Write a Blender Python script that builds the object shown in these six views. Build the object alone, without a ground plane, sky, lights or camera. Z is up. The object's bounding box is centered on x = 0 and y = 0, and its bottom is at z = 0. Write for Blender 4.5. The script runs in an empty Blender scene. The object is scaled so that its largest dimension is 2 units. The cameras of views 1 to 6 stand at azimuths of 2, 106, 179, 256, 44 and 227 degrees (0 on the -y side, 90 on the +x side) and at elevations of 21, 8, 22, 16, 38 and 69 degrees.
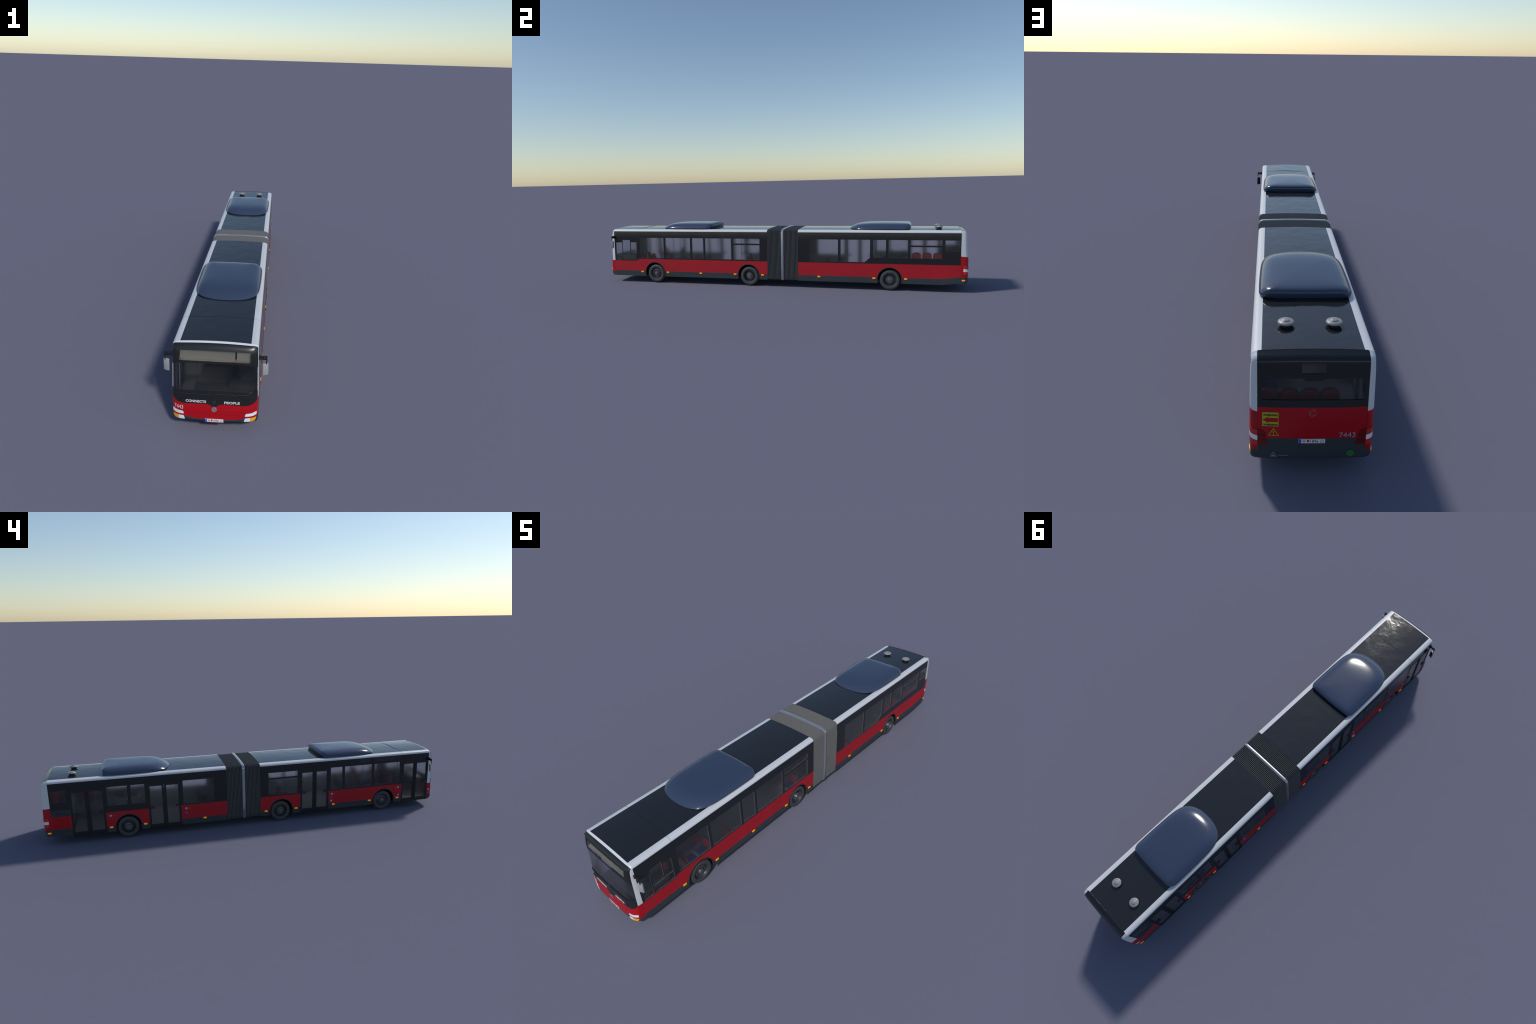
# Articulated city bus: red / black / white livery, built part by part.
import bpy, bmesh, math, random
from mathutils import Vector, Matrix
from mathutils.geometry import tessellate_polygon

random.seed(7)
COL = bpy.context.scene.collection

# ------------------------------------------------------------------ materials
def principled(name, color, rough=0.4, metal=0.0, coat=0.0, coat_rough=0.05, spec=0.5,
               var=0.0, var_scale=12.0, rough_var=0.0, rough_scale=8.0, emit=None, emit_s=0.0):
    m = bpy.data.materials.new(name)
    m.use_nodes = True
    nt = m.node_tree
    b = nt.nodes["Principled BSDF"]
    b.inputs["Base Color"].default_value = (*color, 1)
    b.inputs["Roughness"].default_value = rough
    b.inputs["Metallic"].default_value = metal
    b.inputs["Coat Weight"].default_value = coat
    b.inputs["Coat Roughness"].default_value = coat_rough
    b.inputs["Specular IOR Level"].default_value = spec
    if emit:
        b.inputs["Emission Color"].default_value = (*emit, 1)
        b.inputs["Emission Strength"].default_value = emit_s
    tc = None
    if var or rough_var:
        tc = nt.nodes.new("ShaderNodeTexCoord")
    if var:
        n = nt.nodes.new("ShaderNodeTexNoise")
        n.inputs["Scale"].default_value = var_scale
        n.inputs["Detail"].default_value = 5
        nt.links.new(tc.outputs["Object"], n.inputs["Vector"])
        r = nt.nodes.new("ShaderNodeValToRGB")
        r.color_ramp.elements[0].position = 0.3
        r.color_ramp.elements[1].position = 0.7
        r.color_ramp.elements[0].color = (*[c * (1 - var) for c in color], 1)
        r.color_ramp.elements[1].color = (*[min(1, c * (1 + var)) for c in color], 1)
        nt.links.new(n.outputs["Fac"], r.inputs["Fac"])
        nt.links.new(r.outputs["Color"], b.inputs["Base Color"])
    if rough_var:
        n = nt.nodes.new("ShaderNodeTexNoise")
        n.inputs["Scale"].default_value = rough_scale
        n.inputs["Detail"].default_value = 6
        n.inputs["Roughness"].default_value = 0.62
        nt.links.new(tc.outputs["Object"], n.inputs["Vector"])
        r = nt.nodes.new("ShaderNodeMapRange")
        r.inputs["From Min"].default_value = 0.3
        r.inputs["From Max"].default_value = 0.7
        r.inputs["To Min"].default_value = max(0.02, rough - rough_var)
        r.inputs["To Max"].default_value = min(1, rough + rough_var)
        nt.links.new(n.outputs["Fac"], r.inputs["Value"])
        nt.links.new(r.outputs["Result"], b.inputs["Roughness"])
    return m

def glass(name, tint, rough, ior):
    m = principled(name, tint, rough)
    b = m.node_tree.nodes["Principled BSDF"]
    b.inputs["Transmission Weight"].default_value = 1.0
    b.inputs["IOR"].default_value = ior
    return m

M_RED = principled("red_side_paint", (0.40, 0.008, 0.017), 0.5, spec=0.35, var=0.05)
M_REDB = principled("red_glossy_paint", (0.42, 0.003, 0.010), 0.34, spec=0.35, var=0.03)
M_SKIRT = principled("slate_grey_paint", (0.042, 0.050, 0.057), 0.55, spec=0.22, var=0.06)
M_BLACK = principled("black_gloss_panel", (0.014, 0.015, 0.017), 0.16)
def add_bump(m, scale, strength, dist, detail=2):
    nt = m.node_tree
    tc = nt.nodes.new("ShaderNodeTexCoord")
    n = nt.nodes.new("ShaderNodeTexNoise")
    n.inputs["Scale"].default_value = scale
    n.inputs["Detail"].default_value = detail
    b = nt.nodes.new("ShaderNodeBump")
    b.inputs["Strength"].default_value = strength
    b.inputs["Distance"].default_value = dist
    nt.links.new(tc.outputs["Object"], n.inputs["Vector"])
    nt.links.new(n.outputs["Fac"], b.inputs["Height"])
    nt.links.new(b.outputs["Normal"], nt.nodes["Principled BSDF"].inputs["Normal"])
add_bump(M_BLACK, 14.0, 0.25, 0.002)
M_MASK = principled("black_satin_panel", (0.013, 0.0145, 0.016), 0.30)
M_WHITE = principled("white_paint", (0.66, 0.67, 0.685), 0.38, var=0.02)
M_ROOF = principled("roof_black", (0.0165, 0.0175, 0.019), 0.09, spec=0.75, rough_var=0.03, rough_scale=16)
add_bump(M_ROOF, 20.0, 1.0, 0.0011, 5)
M_POD = principled("navy_plastic", (0.042, 0.059, 0.106), 0.16)
M_TRIM = principled("arch_trim_rubber", (0.022, 0.023, 0.024), 0.55)
M_RUBBER = principled("black_rubber", (0.010, 0.010, 0.011), 0.6)
M_DOORFR = principled("black_door_frame", (0.009, 0.010, 0.011), 0.42)
M_TYRE = principled("tyre_rubber", (0.055, 0.055, 0.056), 0.55, var=0.12, var_scale=60)
M_RIM = principled("dark_steel", (0.075, 0.078, 0.082), 0.42, metal=0.5, var=0.15, var_scale=80)
M_HUB = principled("hub_steel", (0.17, 0.17, 0.17), 0.36, metal=0.6, var=0.15, var_scale=90)
M_BELLOW = principled("bellows_fabric", (0.138, 0.139, 0.140), 0.9, var=0.04, var_scale=90)
M_HOOP = principled("bellows_hoop_metal", (0.42, 0.44, 0.47), 0.22, metal=0.7)
M_GLASS = glass("window_glass", (0.93, 0.94, 0.94), 0.22, 1.40)
M_RGLASS = glass("rear_glass", (0.85, 0.86, 0.88), 0.13, 1.40)
M_DGLASS = glass("door_glass", (0.96, 0.96, 0.97), 0.26, 1.40)
M_WGLASS = glass("windshield_glass", (0.82, 0.83, 0.86), 0.15, 1.40)
M_SIGNG = glass("sign_glass", (0.96, 0.96, 0.95), 0.06, 1.2)
M_DISP = principled("side_display_glass", (0.022, 0.024, 0.034), 0.25)
M_AMBER = principled("amber_marker_lens", (0.95, 0.34, 0.004), 0.4, spec=0.3, emit=(1.0, 0.33, 0.002), emit_s=0.22)
M_AMBERF = principled("amber_lens", (0.86, 0.40, 0.012), 0.30)
M_LAMPW = principled("clear_lens", (0.80, 0.83, 0.86), 0.25)
M_TAILR = principled("red_lens", (0.55, 0.030, 0.022), 0.25)
M_TAILD = principled("dark_red_lens", (0.17, 0.007, 0.006), 0.30, spec=0.3)
M_GREY = principled("mirror_housing_grey", (0.34, 0.34, 0.345), 0.5)
M_MIRROR = principled("mirror_glass", (0.05, 0.05, 0.055), 0.1, metal=0.6)
M_VENT = principled("vent_grey", (0.27, 0.27, 0.272), 0.38)
M_PLATE = principled("plate_white", (0.82, 0.83, 0.85), 0.4)
M_PLATEB = principled("plate_blue", (0.05, 0.06, 0.55), 0.4)
M_PLATER = principled("plate_red", (0.55, 0.03, 0.04), 0.4)
M_INK = principled("ink_black", (0.015, 0.016, 0.018), 0.5)
M_LETTER = principled("silver_lettering", (0.62, 0.63, 0.64), 0.4)
M_LETTERD = principled("pale_lettering", (0.30, 0.29, 0.31), 0.4)
M_FAINT = principled("faint_emblem_line", (0.42, 0.16, 0.17), 0.45)
M_EMBLEM = principled("emblem_silver", (0.45, 0.47, 0.50), 0.3, metal=0.5)
M_YELLOW = principled("yellow_sticker", (0.46, 0.39, 0.016), 0.5)
M_YGREEN = principled("yellow_green_sticker", (0.30, 0.33, 0.03), 0.5)
M_GREEN = principled("green_sticker", (0.03, 0.20, 0.02), 0.5)
M_TEAL = principled("pale_teal_sticker", (0.55, 0.72, 0.72), 0.5)
M_GREEND = principled("dark_green_ink", (0.03, 0.12, 0.09), 0.5)
M_BLUE = principled("blue_sticker", (0.07, 0.08, 0.80), 0.5)
M_LBLUE = principled("light_blue_sticker", (0.10, 0.35, 0.70), 0.5)
M_SKYW = principled("pale_blue_ink", (0.55, 0.70, 0.80), 0.5)
M_BEIGE = principled("destination_box_beige", (0.29, 0.27, 0.235), 0.6)
M_SEATR = principled("seat_red_fabric", (0.34, 0.022, 0.026), 0.85, var=0.15, var_scale=60)
M_SEATB = principled("seat_blue_fabric", (0.022, 0.032, 0.15), 0.85, var=0.15, var_scale=60)
M_SEATD = principled("seat_dark_plastic", (0.05, 0.052, 0.055), 0.6)
M_INT = principled("interior_grey", (0.33, 0.33, 0.335), 0.7, var=0.06)
M_LINING = principled("window_lining_grey", (0.20, 0.19, 0.18), 0.7)
M_CEIL = principled("ceiling_grey", (0.42, 0.42, 0.42), 0.7)
M_FLOOR = principled("floor_grey", (0.24, 0.235, 0.23), 0.7, var=0.08)  # grey lightened for sunlight reaching the floor through the windows
M_UNDER = principled("underbody_black", (0.012, 0.012, 0.013), 0.7)
M_POLE = principled("grab_pole_grey", (0.22, 0.22, 0.22), 0.4)

# ------------------------------------------------------------------ mesh helpers
ROOT = bpy.data.objects.new("articulated_bus", None)
COL.objects.link(ROOT)
ROOT["label"] = "long red, black and white articulated city bus"
ROOT["category"] = "bus"

def make(name, verts, faces, mat, parent=None, angle=35, smooth=True, mats=None, fmat=None, stuff=False, clean=True, normals=None):
    me = bpy.data.meshes.new(name)
    me.from_pydata([tuple(v) for v in verts], [], [tuple(f) for f in faces])
    for m in (mats or [mat]):
        me.materials.append(m)
    if fmat:
        me.polygons.foreach_set("material_index", fmat)
    if normals:
        clean = smooth = False
        me.polygons.foreach_set("use_smooth", [True] * len(me.polygons))
        me.update()
        flat = []
        for p, ns in zip(me.polygons, normals):
            flat += [tuple(q) for q in ns] if ns else [tuple(p.normal)] * p.loop_total
        me.normals_split_custom_set(flat)
    bm = bmesh.new()
    bm.from_mesh(me)
    if clean:
        bmesh.ops.remove_doubles(bm, verts=bm.verts, dist=1e-6)
    if not normals:
        bmesh.ops.recalc_face_normals(bm, faces=bm.faces)
        bm.to_mesh(me)
    bm.free()
    if smooth:
        me.polygons.foreach_set("use_smooth", [True] * len(me.polygons))
        me.set_sharp_from_angle(angle=math.radians(angle))
    me.update()
    ob = bpy.data.objects.new(name, me)
    COL.objects.link(ob)
    ob.parent = parent or ROOT
    if stuff:
        ob["kind"] = "stuff"
    return ob

class Geo:
    """Collects pieces that form one part."""
    def __init__(self):
        self.v, self.f, self.m, self.n = [], [], [], []
    def add(self, v, f, mi=0, ns=None):
        o = len(self.v)
        self.v += [Vector(p) for p in v]
        self.f += [[i + o for i in q] for q in f]
        self.m += mi if isinstance(mi, list) else [mi] * len(f)
        if ns:
            self.n += ns
        return self
    def obj(self, name, mats, parent=None, **k):
        if not isinstance(mats, list):
            mats = [mats]
        return make(name, self.v, self.f, None, parent, mats=mats, fmat=self.m, normals=self.n or None, **k)

def box_geo(c, s, bev=0.0, rot=None):
    """Box with chamfered edges; c centre, s full size."""
    bm = bmesh.new()
    bmesh.ops.create_cube(bm, size=1.0)
    for v in bm.verts:
        v.co = Vector((v.co.x * s[0], v.co.y * s[1], v.co.z * s[2]))
    if bev:
        bmesh.ops.bevel(bm, geom=list(bm.edges), offset=bev, segments=2, affect='EDGES', profile=0.5)
    M = Matrix.Translation(c) @ (rot.to_4x4() if rot else Matrix.Identity(4))
    bmesh.ops.transform(bm, matrix=M, verts=bm.verts)
    bm.verts.index_update()
    v = [x.co.copy() for x in bm.verts]
    f = [[x.index for x in q.verts] for q in bm.faces]
    bm.free()
    return v, f

def lathe(profile, axis_pt, axis='z', n=40, cap=True):
    """Revolve (radius, height) profile about an axis through axis_pt."""
    v, f = [], []
    for (r, h) in profile:
        for i in range(n):
            a = 2 * math.pi * i / n
            p = (r * math.cos(a), r * math.sin(a), h)
            if axis == 'x':
                p = (p[2], p[0], p[1])
            v.append(Vector(p) + Vector(axis_pt))
    for j in range(len(profile) - 1):
        for i in range(n):
            k = (i + 1) % n
            f.append([j * n + i, j * n + k, (j + 1) * n + k, (j + 1) * n + i])
    if cap:
        f.append(list(range(n))[::-1])
        f.append([(len(profile) - 1) * n + i for i in range(n)])
    return v, f

def tube(pts, r, n=8):
    v, f = [], []
    pts = [Vector(p) for p in pts]
    for i, p in enumerate(pts):
        d = (pts[min(i + 1, len(pts) - 1)] - pts[max(i - 1, 0)]).normalized()
        a = d.orthogonal().normalized()
        b = d.cross(a)
        for k in range(n):
            t = 2 * math.pi * k / n
            v.append(p + a * (r * math.cos(t)) + b * (r * math.sin(t)))
    for i in range(len(pts) - 1):
        for k in range(n):
            q = (k + 1) % n
            f.append([i * n + k, i * n + q, (i + 1) * n + q, (i + 1) * n + k])
    f.append(list(range(n)))
    f.append([(len(pts) - 1) * n + k for k in range(n)])
    return v, f

def lerp_table(tab, x):
    if x <= tab[0][0]:
        return tab[0][1]
    for (a, fa), (b, fb) in zip(tab, tab[1:]):
        if x <= b:
            return fa + (fb - fa) * (x - a) / (b - a)
    return tab[-1][1]

def smooth_table(tab, x):
    """Catmull-Rom style interpolation through control points."""
    n = len(tab)
    if x <= tab[0][0]:
        return tab[0][1]
    if x >= tab[-1][0]:
        return tab[-1][1]
    for i in range(n - 1):
        x0, y0 = tab[i]
        x1, y1 = tab[i + 1]
        if x <= x1:
            def slope(j):
                if j == 0:
                    return (tab[1][1] - tab[0][1]) / (tab[1][0] - tab[0][0])
                if j == n - 1:
                    return (tab[-1][1] - tab[-2][1]) / (tab[-1][0] - tab[-2][0])
                l = (tab[j][1] - tab[j - 1][1]) / (tab[j][0] - tab[j - 1][0])
                r = (tab[j + 1][1] - tab[j][1]) / (tab[j + 1][0] - tab[j][0])
                return 0 if l * r <= 0 else 2 * l * r / (l + r)
            h = x1 - x0
            t = (x - x0) / h
            return ((2 * t**3 - 3 * t**2 + 1) * y0 + (t**3 - 2 * t**2 + t) * h * slope(i)
                    + (-2 * t**3 + 3 * t**2) * y1 + (t**3 - t**2) * h * slope(i + 1))

def loft(sections, close=False):
    v = [p for s in sections for p in s]
    n = len(sections[0])
    f = []
    for j in range(len(sections) - 1):
        for i in range(n - 1):
            f.append([j * n + i, j * n + i + 1, (j + 1) * n + i + 1, (j + 1) * n + i])
    return v, f

def thicken(v, f, normals, t):
    n = len(v)
    v2 = list(v) + [p - q * t for p, q in zip(v, normals)]
    f2 = [list(q) for q in f] + [[i + n for i in q][::-1] for q in f]
    cnt = {}
    for q in f:
        for i in range(len(q)):
            e = (q[i], q[(i + 1) % len(q)])
            cnt[tuple(sorted(e))] = cnt.get(tuple(sorted(e)), 0) + 1
    for q in f:
        for i in range(len(q)):
            a, b = q[i], q[(i + 1) % len(q)]
            if cnt[tuple(sorted((a, b)))] == 1:
                f2.append([b, a, a + n, b + n])
    return v2, f2

# ------------------------------------------------------------------ body section
HALF = 0.1377            # half width of the body at the red band
WAIST = 0.136            # window band starts here, sides lean in above it
EAVE = 0.2945            # lower edge of the white roof rail
RAIL_IN = 0.110          # inner edge of the white roof rail
Y_FRONT, Y_BEL0, Y_BEL1, Y_REAR = -0.9555, -0.0245, 0.1455, 0.9597

def side_x(z):
    return HALF - max(0.0, z - WAIST) * 0.0230 - 0.6 * max(0.0, z - 0.256) ** 2

RAIL = [(side_x(EAVE), EAVE), (0.1325, 0.2980), (0.1306, 0.3014), (0.1270, 0.3042), (0.1215, 0.3060),
        (0.1160, 0.3066), (RAIL_IN, 0.3071)]
ROOF_IN = RAIL[-1][1]
CROWN_FRONT, CROWN = 0.0041, 0.0029      # the front roof dome is a little higher than the rest
ROOF_SEAM = -0.7972

def roof_z(x, crown=CROWN):
    """Height of the roof skin at half-width x."""
    x = abs(x)
    if x <= RAIL_IN:
        return ROOF_IN + crown * (1 - (x / RAIL_IN) ** 2)
    return lerp_table([(a, b) for a, b in RAIL[::-1]], x)

def side_pt(sg, y, z, off=0.0):
    return Vector((sg * (side_x(z) + off), y, z))

def panel_geo(sg, outline, holes=(), thick=0.004, off=0.0):
    """Flat wall panel on one side of the bus: polygon in (y, z) with holes, extruded inwards."""
    loops = [outline] + list(holes)
    flat = [p for l in loops for p in l]
    tris = tessellate_polygon([[Vector((p[0], p[1], 0)) for p in l] for l in loops])
    n = len(flat)
    v = [side_pt(sg, y, z, off) for y, z in flat] + [side_pt(sg, y, z, off - thick) for y, z in flat]
    f = [list(t) for t in tris] + [[i + n for i in t][::-1] for t in tris]
    global PANEL_OUT
    PANEL_OUT = len(tris)
    o = 0
    for l in loops:
        k = len(l)
        for i in range(k):
            a, b = o + i, o + (i + 1) % k
            f.append([a, b, b + n, a + n])
        o += k
    return v, f

def rect(y0, y1, z0, z1, r=0.0, seg=4):
    y0, y1 = min(y0, y1), max(y0, y1)
    if r <= 0:
        return [(y0, z0), (y1, z0), (y1, z1), (y0, z1)]
    out = []
    for cy, cz, a0 in ((y1 - r, z0 + r, -90), (y1 - r, z1 - r, 0), (y0 + r, z1 - r, 90), (y0 + r, z0 + r, 180)):
        for i in range(seg + 1):
            a = math.radians(a0 + 90 * i / seg)
            out.append((cy + r * math.cos(a), cz + r * math.sin(a)))
    return out

def grow(poly, d):
    """Push a convex outline outwards by about d."""
    cy = sum(p[0] for p in poly) / len(poly)
    cz = sum(p[1] for p in poly) / len(poly)
    return [(y + math.copysign(d, y - cy), z + math.copysign(d, z - cz)) for y, z in poly]

# wheel arches: centre y, radius, centre z
ARCH_R, ARCH_Z = 0.0618, 0.0570
ARCHES = [-0.6990, -0.1327, 0.6200]
WHEELS = [-0.6950, -0.1290, 0.6220]

def arch_arc(yc, zmin, zmax, n=28, r=ARCH_R):
    """Points of an arch opening from its left foot to its right foot between two heights."""
    pts = [(yc - r, zmin)] if zmin < ARCH_Z else []
    for i in range(n + 1):
        a = math.pi * (1 - i / n)
        y, z = yc + r * math.cos(a), ARCH_Z + r * math.sin(a)
        if zmin <= z <= zmax:
            pts.append((y, z))
    if zmin < ARCH_Z:
        pts.append((yc + r, zmin))
    return pts

def lower_outline(y0, y1, zb, zt, arches):
    """Panel y0..y1 between height functions zb(y) and zt(y), cut by arches. Returns list of outlines."""
    tops = [y for y in TOP_BREAKS if y0 < y < y1]
    bots = [y for y in BOT_BREAKS if y0 < y < y1]
    outs = []
    zb0 = zb(y0)
    arches = [a for a in arches if y0 < a < y1]
    zt_ref = zt((y0 + y1) / 2)
    if zt_ref > ARCH_Z + ARCH_R:       # arch closes below the top edge: one outline
        low = [(y0, zb(y0))]
        for a in arches:
            zf = zb(a)
            dy = math.sqrt(max(0, ARCH_R**2 - max(0, zf - ARCH_Z)**2))
            arc = arch_arc(a, zf, 1)
            low += [(a - dy, zf)] + [p for p in arc if abs(p[1] - zf) > 1e-5] + [(a + dy, zf)]
        low += [(b, zb(b)) for b in bots]
        low.append((y1, zb(y1)))
        top = [(y1, zt(y1))] + [(b, zt(b)) for b in reversed(tops)] + [(y0, zt(y0))]
        return [low + top]
    # arch cuts the panel through: split
    cur = y0
    segs = []
    for a in arches:
        segs.append((cur, a - ARCH_R, None, a))
        cur = a + ARCH_R
    segs.append((cur, y1, arches[-1] if arches else None, None))
    for i, (a, b, _, _) in enumerate(segs):
        z = zt((a + b) / 2)
        dy = ARCH_R - math.sqrt(max(0, ARCH_R**2 - max(0, z - ARCH_Z)**2))
        ta = a + (-dy if i > 0 else 0)
        tb = b + (dy if i < len(segs) - 1 else 0)
        low = [(a, zb(a))] + [(q, zb(q)) for q in bots if a < q < b] + [(b, zb(b))]
        top = [(tb, zt(b))] + [(q, zt(q)) for q in reversed(tops) if a < q < b] + [(ta, zt(a))]
        outs.append(low + top)
    return outs

TOP_BREAKS = [0.8715, -0.8300, -0.8227, -0.8150, -0.8090, -0.8040, -0.7990, -0.7950]
BOT_BREAKS = [0.8715]
SK_BOT = lambda y: 0.0358 + max(0, y - 0.8715) / (Y_REAR - 0.8715) * 0.0122
RED_BOT_R = lambda y: 0.0660 + max(0, y - 0.8715) / (Y_REAR - 0.8715) * 0.0114
def RED_TOP_R(y):
    # the red band dips under the driver's window
    return lerp_table([(-0.8300, 0.1246), (-0.8227, 0.1247), (-0.8150, 0.1257), (-0.8090, 0.1282), (-0.8040, 0.1318),
                       (-0.7990, 0.1352), (-0.7950, WAIST)], y)
FLAT = lambda v: (lambda y: v)
GAP = 0.0

# right side (no doors) ------------------------------------------------------
for (y0, y1) in ((Y_FRONT, Y_BEL0), (Y_BEL1, Y_REAR)):
    g = Geo()
    for o in lower_outline(y0, y1, SK_BOT, RED_BOT_R, ARCHES):
        g.add(*panel_geo(1, o))
    g.obj("skirt_panel", M_SKIRT, smooth=False)
    g = Geo()
    for o in lower_outline(y0, y1, RED_BOT_R, RED_TOP_R, ARCHES):
        g.add(*panel_geo(1, o))
    g.obj("body_panel", M_RED, smooth=False)

# left side: panels between the doors ----------------------------------------
DOORS = [(-0.9535, -0.8015), (-0.3862, -0.2332), (0.3702, 0.5228), (0.7188, 0.8728)]
LEFT = [(-0.8015, -0.3862), (-0.2332, Y_BEL0), (Y_BEL1, 0.3702), (0.5228, 0.7188)]
for (y0, y1) in LEFT:
    g = Geo()
    for o in lower_outline(y0, y1, SK_BOT, FLAT(0.0655), ARCHES):
        g.add(*panel_geo(-1, o))
    g.obj("skirt_panel", M_SKIRT, smooth=False)
    g = Geo()
    for o in lower_outline(y0, y1, FLAT(0.0655), FLAT(WAIST), ARCHES):
        g.add(*panel_geo(-1, o))
    g.obj("body_panel", M_RED, smooth=False)

# engine bay side with louvres
def louvred(name, mat, y0, y1, zb, zt, slats, inset=0.006):
    g = Geo()
    g.add(*panel_geo(-1, [(y0, zb(y0)), (y1, zb(y1)), (y1, zt(y1)), (y0, zt(y0))]))
    for z in slats:
        v, f = [], []
        ya, yb = y0 + inset, y1 - inset
        prof = [(-0.0005, -0.0017), (0.0012, -0.0006), (0.0012, 0.0002), (-0.0005, 0.0012)]
        for y in (ya, yb):
            for (o, dz) in prof:
                v.append(side_pt(-1, y, z + dz, o))
        f = [[0, 1, 5, 4], [1, 2, 6, 5], [2, 3, 7, 6], [3, 0, 4, 7], [0, 1, 2, 3], [4, 5, 6, 7]]
        g.add(v, f)
    return g.obj(name, mat, smooth=False)
EB0, EB1 = 0.8728, Y_REAR
louvred("skirt_panel", M_SKIRT, EB0, EB1, SK_BOT, FLAT(0.0774), [0.0720 - 0.0055 * i for i in range(3)])
louvred("body_panel", M_REDB, EB0, EB1, FLAT(0.0774), FLAT(0.1368), [0.1310 - 0.0058 * i for i in range(9)], 0.010)
louvred("engine_grille", M_SKIRT, EB0, EB1, FLAT(0.1368), FLAT(0.1668), [0.1600 - 0.0060 * i for i in range(4)], 0.012)

# window bands ------------------------------------------------------------------
W_LO, W_HI = 0.1425, 0.2585
WIN_R_FRONT = [rect(-0.787, -0.639, W_LO - .001, W_HI), rect(-0.627, -0.475, W_LO, W_HI), rect(-0.4625, -0.395, W_LO, W_HI),
               rect(-0.3835, -0.230, W_LO, W_HI), rect(-0.2178, -0.0668, W_LO, 0.2235), rect(-0.2178, -0.0668, 0.2315, W_HI),
               # driver's cab
               rect(-0.9465, -0.9055, 0.1280, 0.2303), rect(-0.9030, -0.8535, 0.1628, 0.2445), rect(-0.8500, -0.8120, 0.1642, 0.2317),
               rect(-0.9030, -0.8120, 0.1290, 0.1606, 0.006)]
WIN_R_REAR = [rect(0.2075, 0.3580, W_LO, W_HI),
              [(0.3715, W_LO), (0.4940, W_LO), (0.5220, 0.1668), (0.5220, W_HI), (0.3715, W_HI)],
              rect(0.5365, 0.6013, 0.1668, W_HI), rect(0.6140, 0.7090, 0.1672, W_HI),
              rect(0.7206, 0.8715, 0.1676, 0.2240), rect(0.7206, 0.8715, 0.2320, W_HI), rect(0.8860, 0.9555, 0.2045, W_HI)]
WIN_L_FRONT = [rect(-0.2180, -0.0660, W_LO, 0.2236), rect(-0.2180, -0.0660, 0.2312, W_HI), rect(-0.4612, -0.3970, W_LO, W_HI),
               rect(-0.6260, -0.4745, W_LO, W_HI), rect(-0.7868, -0.6400, W_LO, W_HI)]
WIN_L_REAR = [rect(0.2080, 0.3575, W_LO, W_HI), rect(0.5362, 0.6006, 0.1673, W_HI), rect(0.6150, 0.7080, 0.1673, W_HI),
              rect(0.8860, 0.9540, 0.2045, W_HI)]
DOOR_TOP, DOOR_BOT = 0.2558, 0.0362

def band(sg, outline, wins):
    top = 0.2625
    pv, pf = panel_geo(sg, [(y, min(z, top)) for y, z in outline], wins, thick=0.0045)
    g = Geo().add(pv, pf, [0] * PANEL_OUT + [1] * (len(pf) - PANEL_OUT))
    ya, yb = min(p[0] for p in outline), max(p[0] for p in outline)
    # gently curved cove strip up to the roof rail
    zs = [top + (EAVE - top) * i / 8 for i in range(9)]
    v, f = loft([[side_pt(sg, y, z) for z in zs] for y in (ya, yb)])
    g.add(*thicken(v, f, [Vector((sg, 0, 0.06)).normalized()] * len(v), 0.0045))
    ob = g.obj("window_band", [M_BLACK, M_LINING], angle=25)
    for w in wins:
        Geo().add(*panel_geo(sg, grow(w, 0.0006), thick=0.0012, off=-0.0004)).obj("window_pane", M_GLASS, ob, smooth=False)
    return ob

rt = [(y, RED_TOP_R(y)) for y in (Y_FRONT, *sorted(TOP_BREAKS)[:-1])]
band(1, rt + [(Y_BEL0, WAIST), (Y_BEL0, EAVE), (Y_FRONT, EAVE)], WIN_R_FRONT)
band(1, [(Y_BEL1, WAIST), (Y_REAR, WAIST), (Y_REAR, EAVE), (Y_BEL1, EAVE)], WIN_R_REAR)
d1, d2, d3, d4 = DOORS
band(-1, [(Y_FRONT, DOOR_TOP), (d1[1], DOOR_TOP), (d1[1], WAIST), (d2[0], WAIST), (d2[0], DOOR_TOP), (d2[1], DOOR_TOP),
          (d2[1], WAIST), (Y_BEL0, WAIST), (Y_BEL0, EAVE), (Y_FRONT, EAVE)], WIN_L_FRONT)
band(-1, [(Y_BEL1, WAIST), (d3[0], WAIST), (d3[0], DOOR_TOP), (d3[1], DOOR_TOP), (d3[1], WAIST), (d4[0], WAIST),
          (d4[0], DOOR_TOP), (d4[1], DOOR_TOP), (d4[1], 0.1668), (Y_REAR, 0.1668), (Y_REAR, EAVE), (Y_BEL1, EAVE)], WIN_L_REAR)
# dark route displays above the left windows
for (a, b) in ((-0.6110, -0.5563), (-0.7865, -0.6380)):
    Geo().add(*panel_geo(-1, rect(a, b, 0.2710, 0.2925), thick=0.0008, off=0.0005)).obj("route_display", M_DISP, smooth=False)

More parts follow.
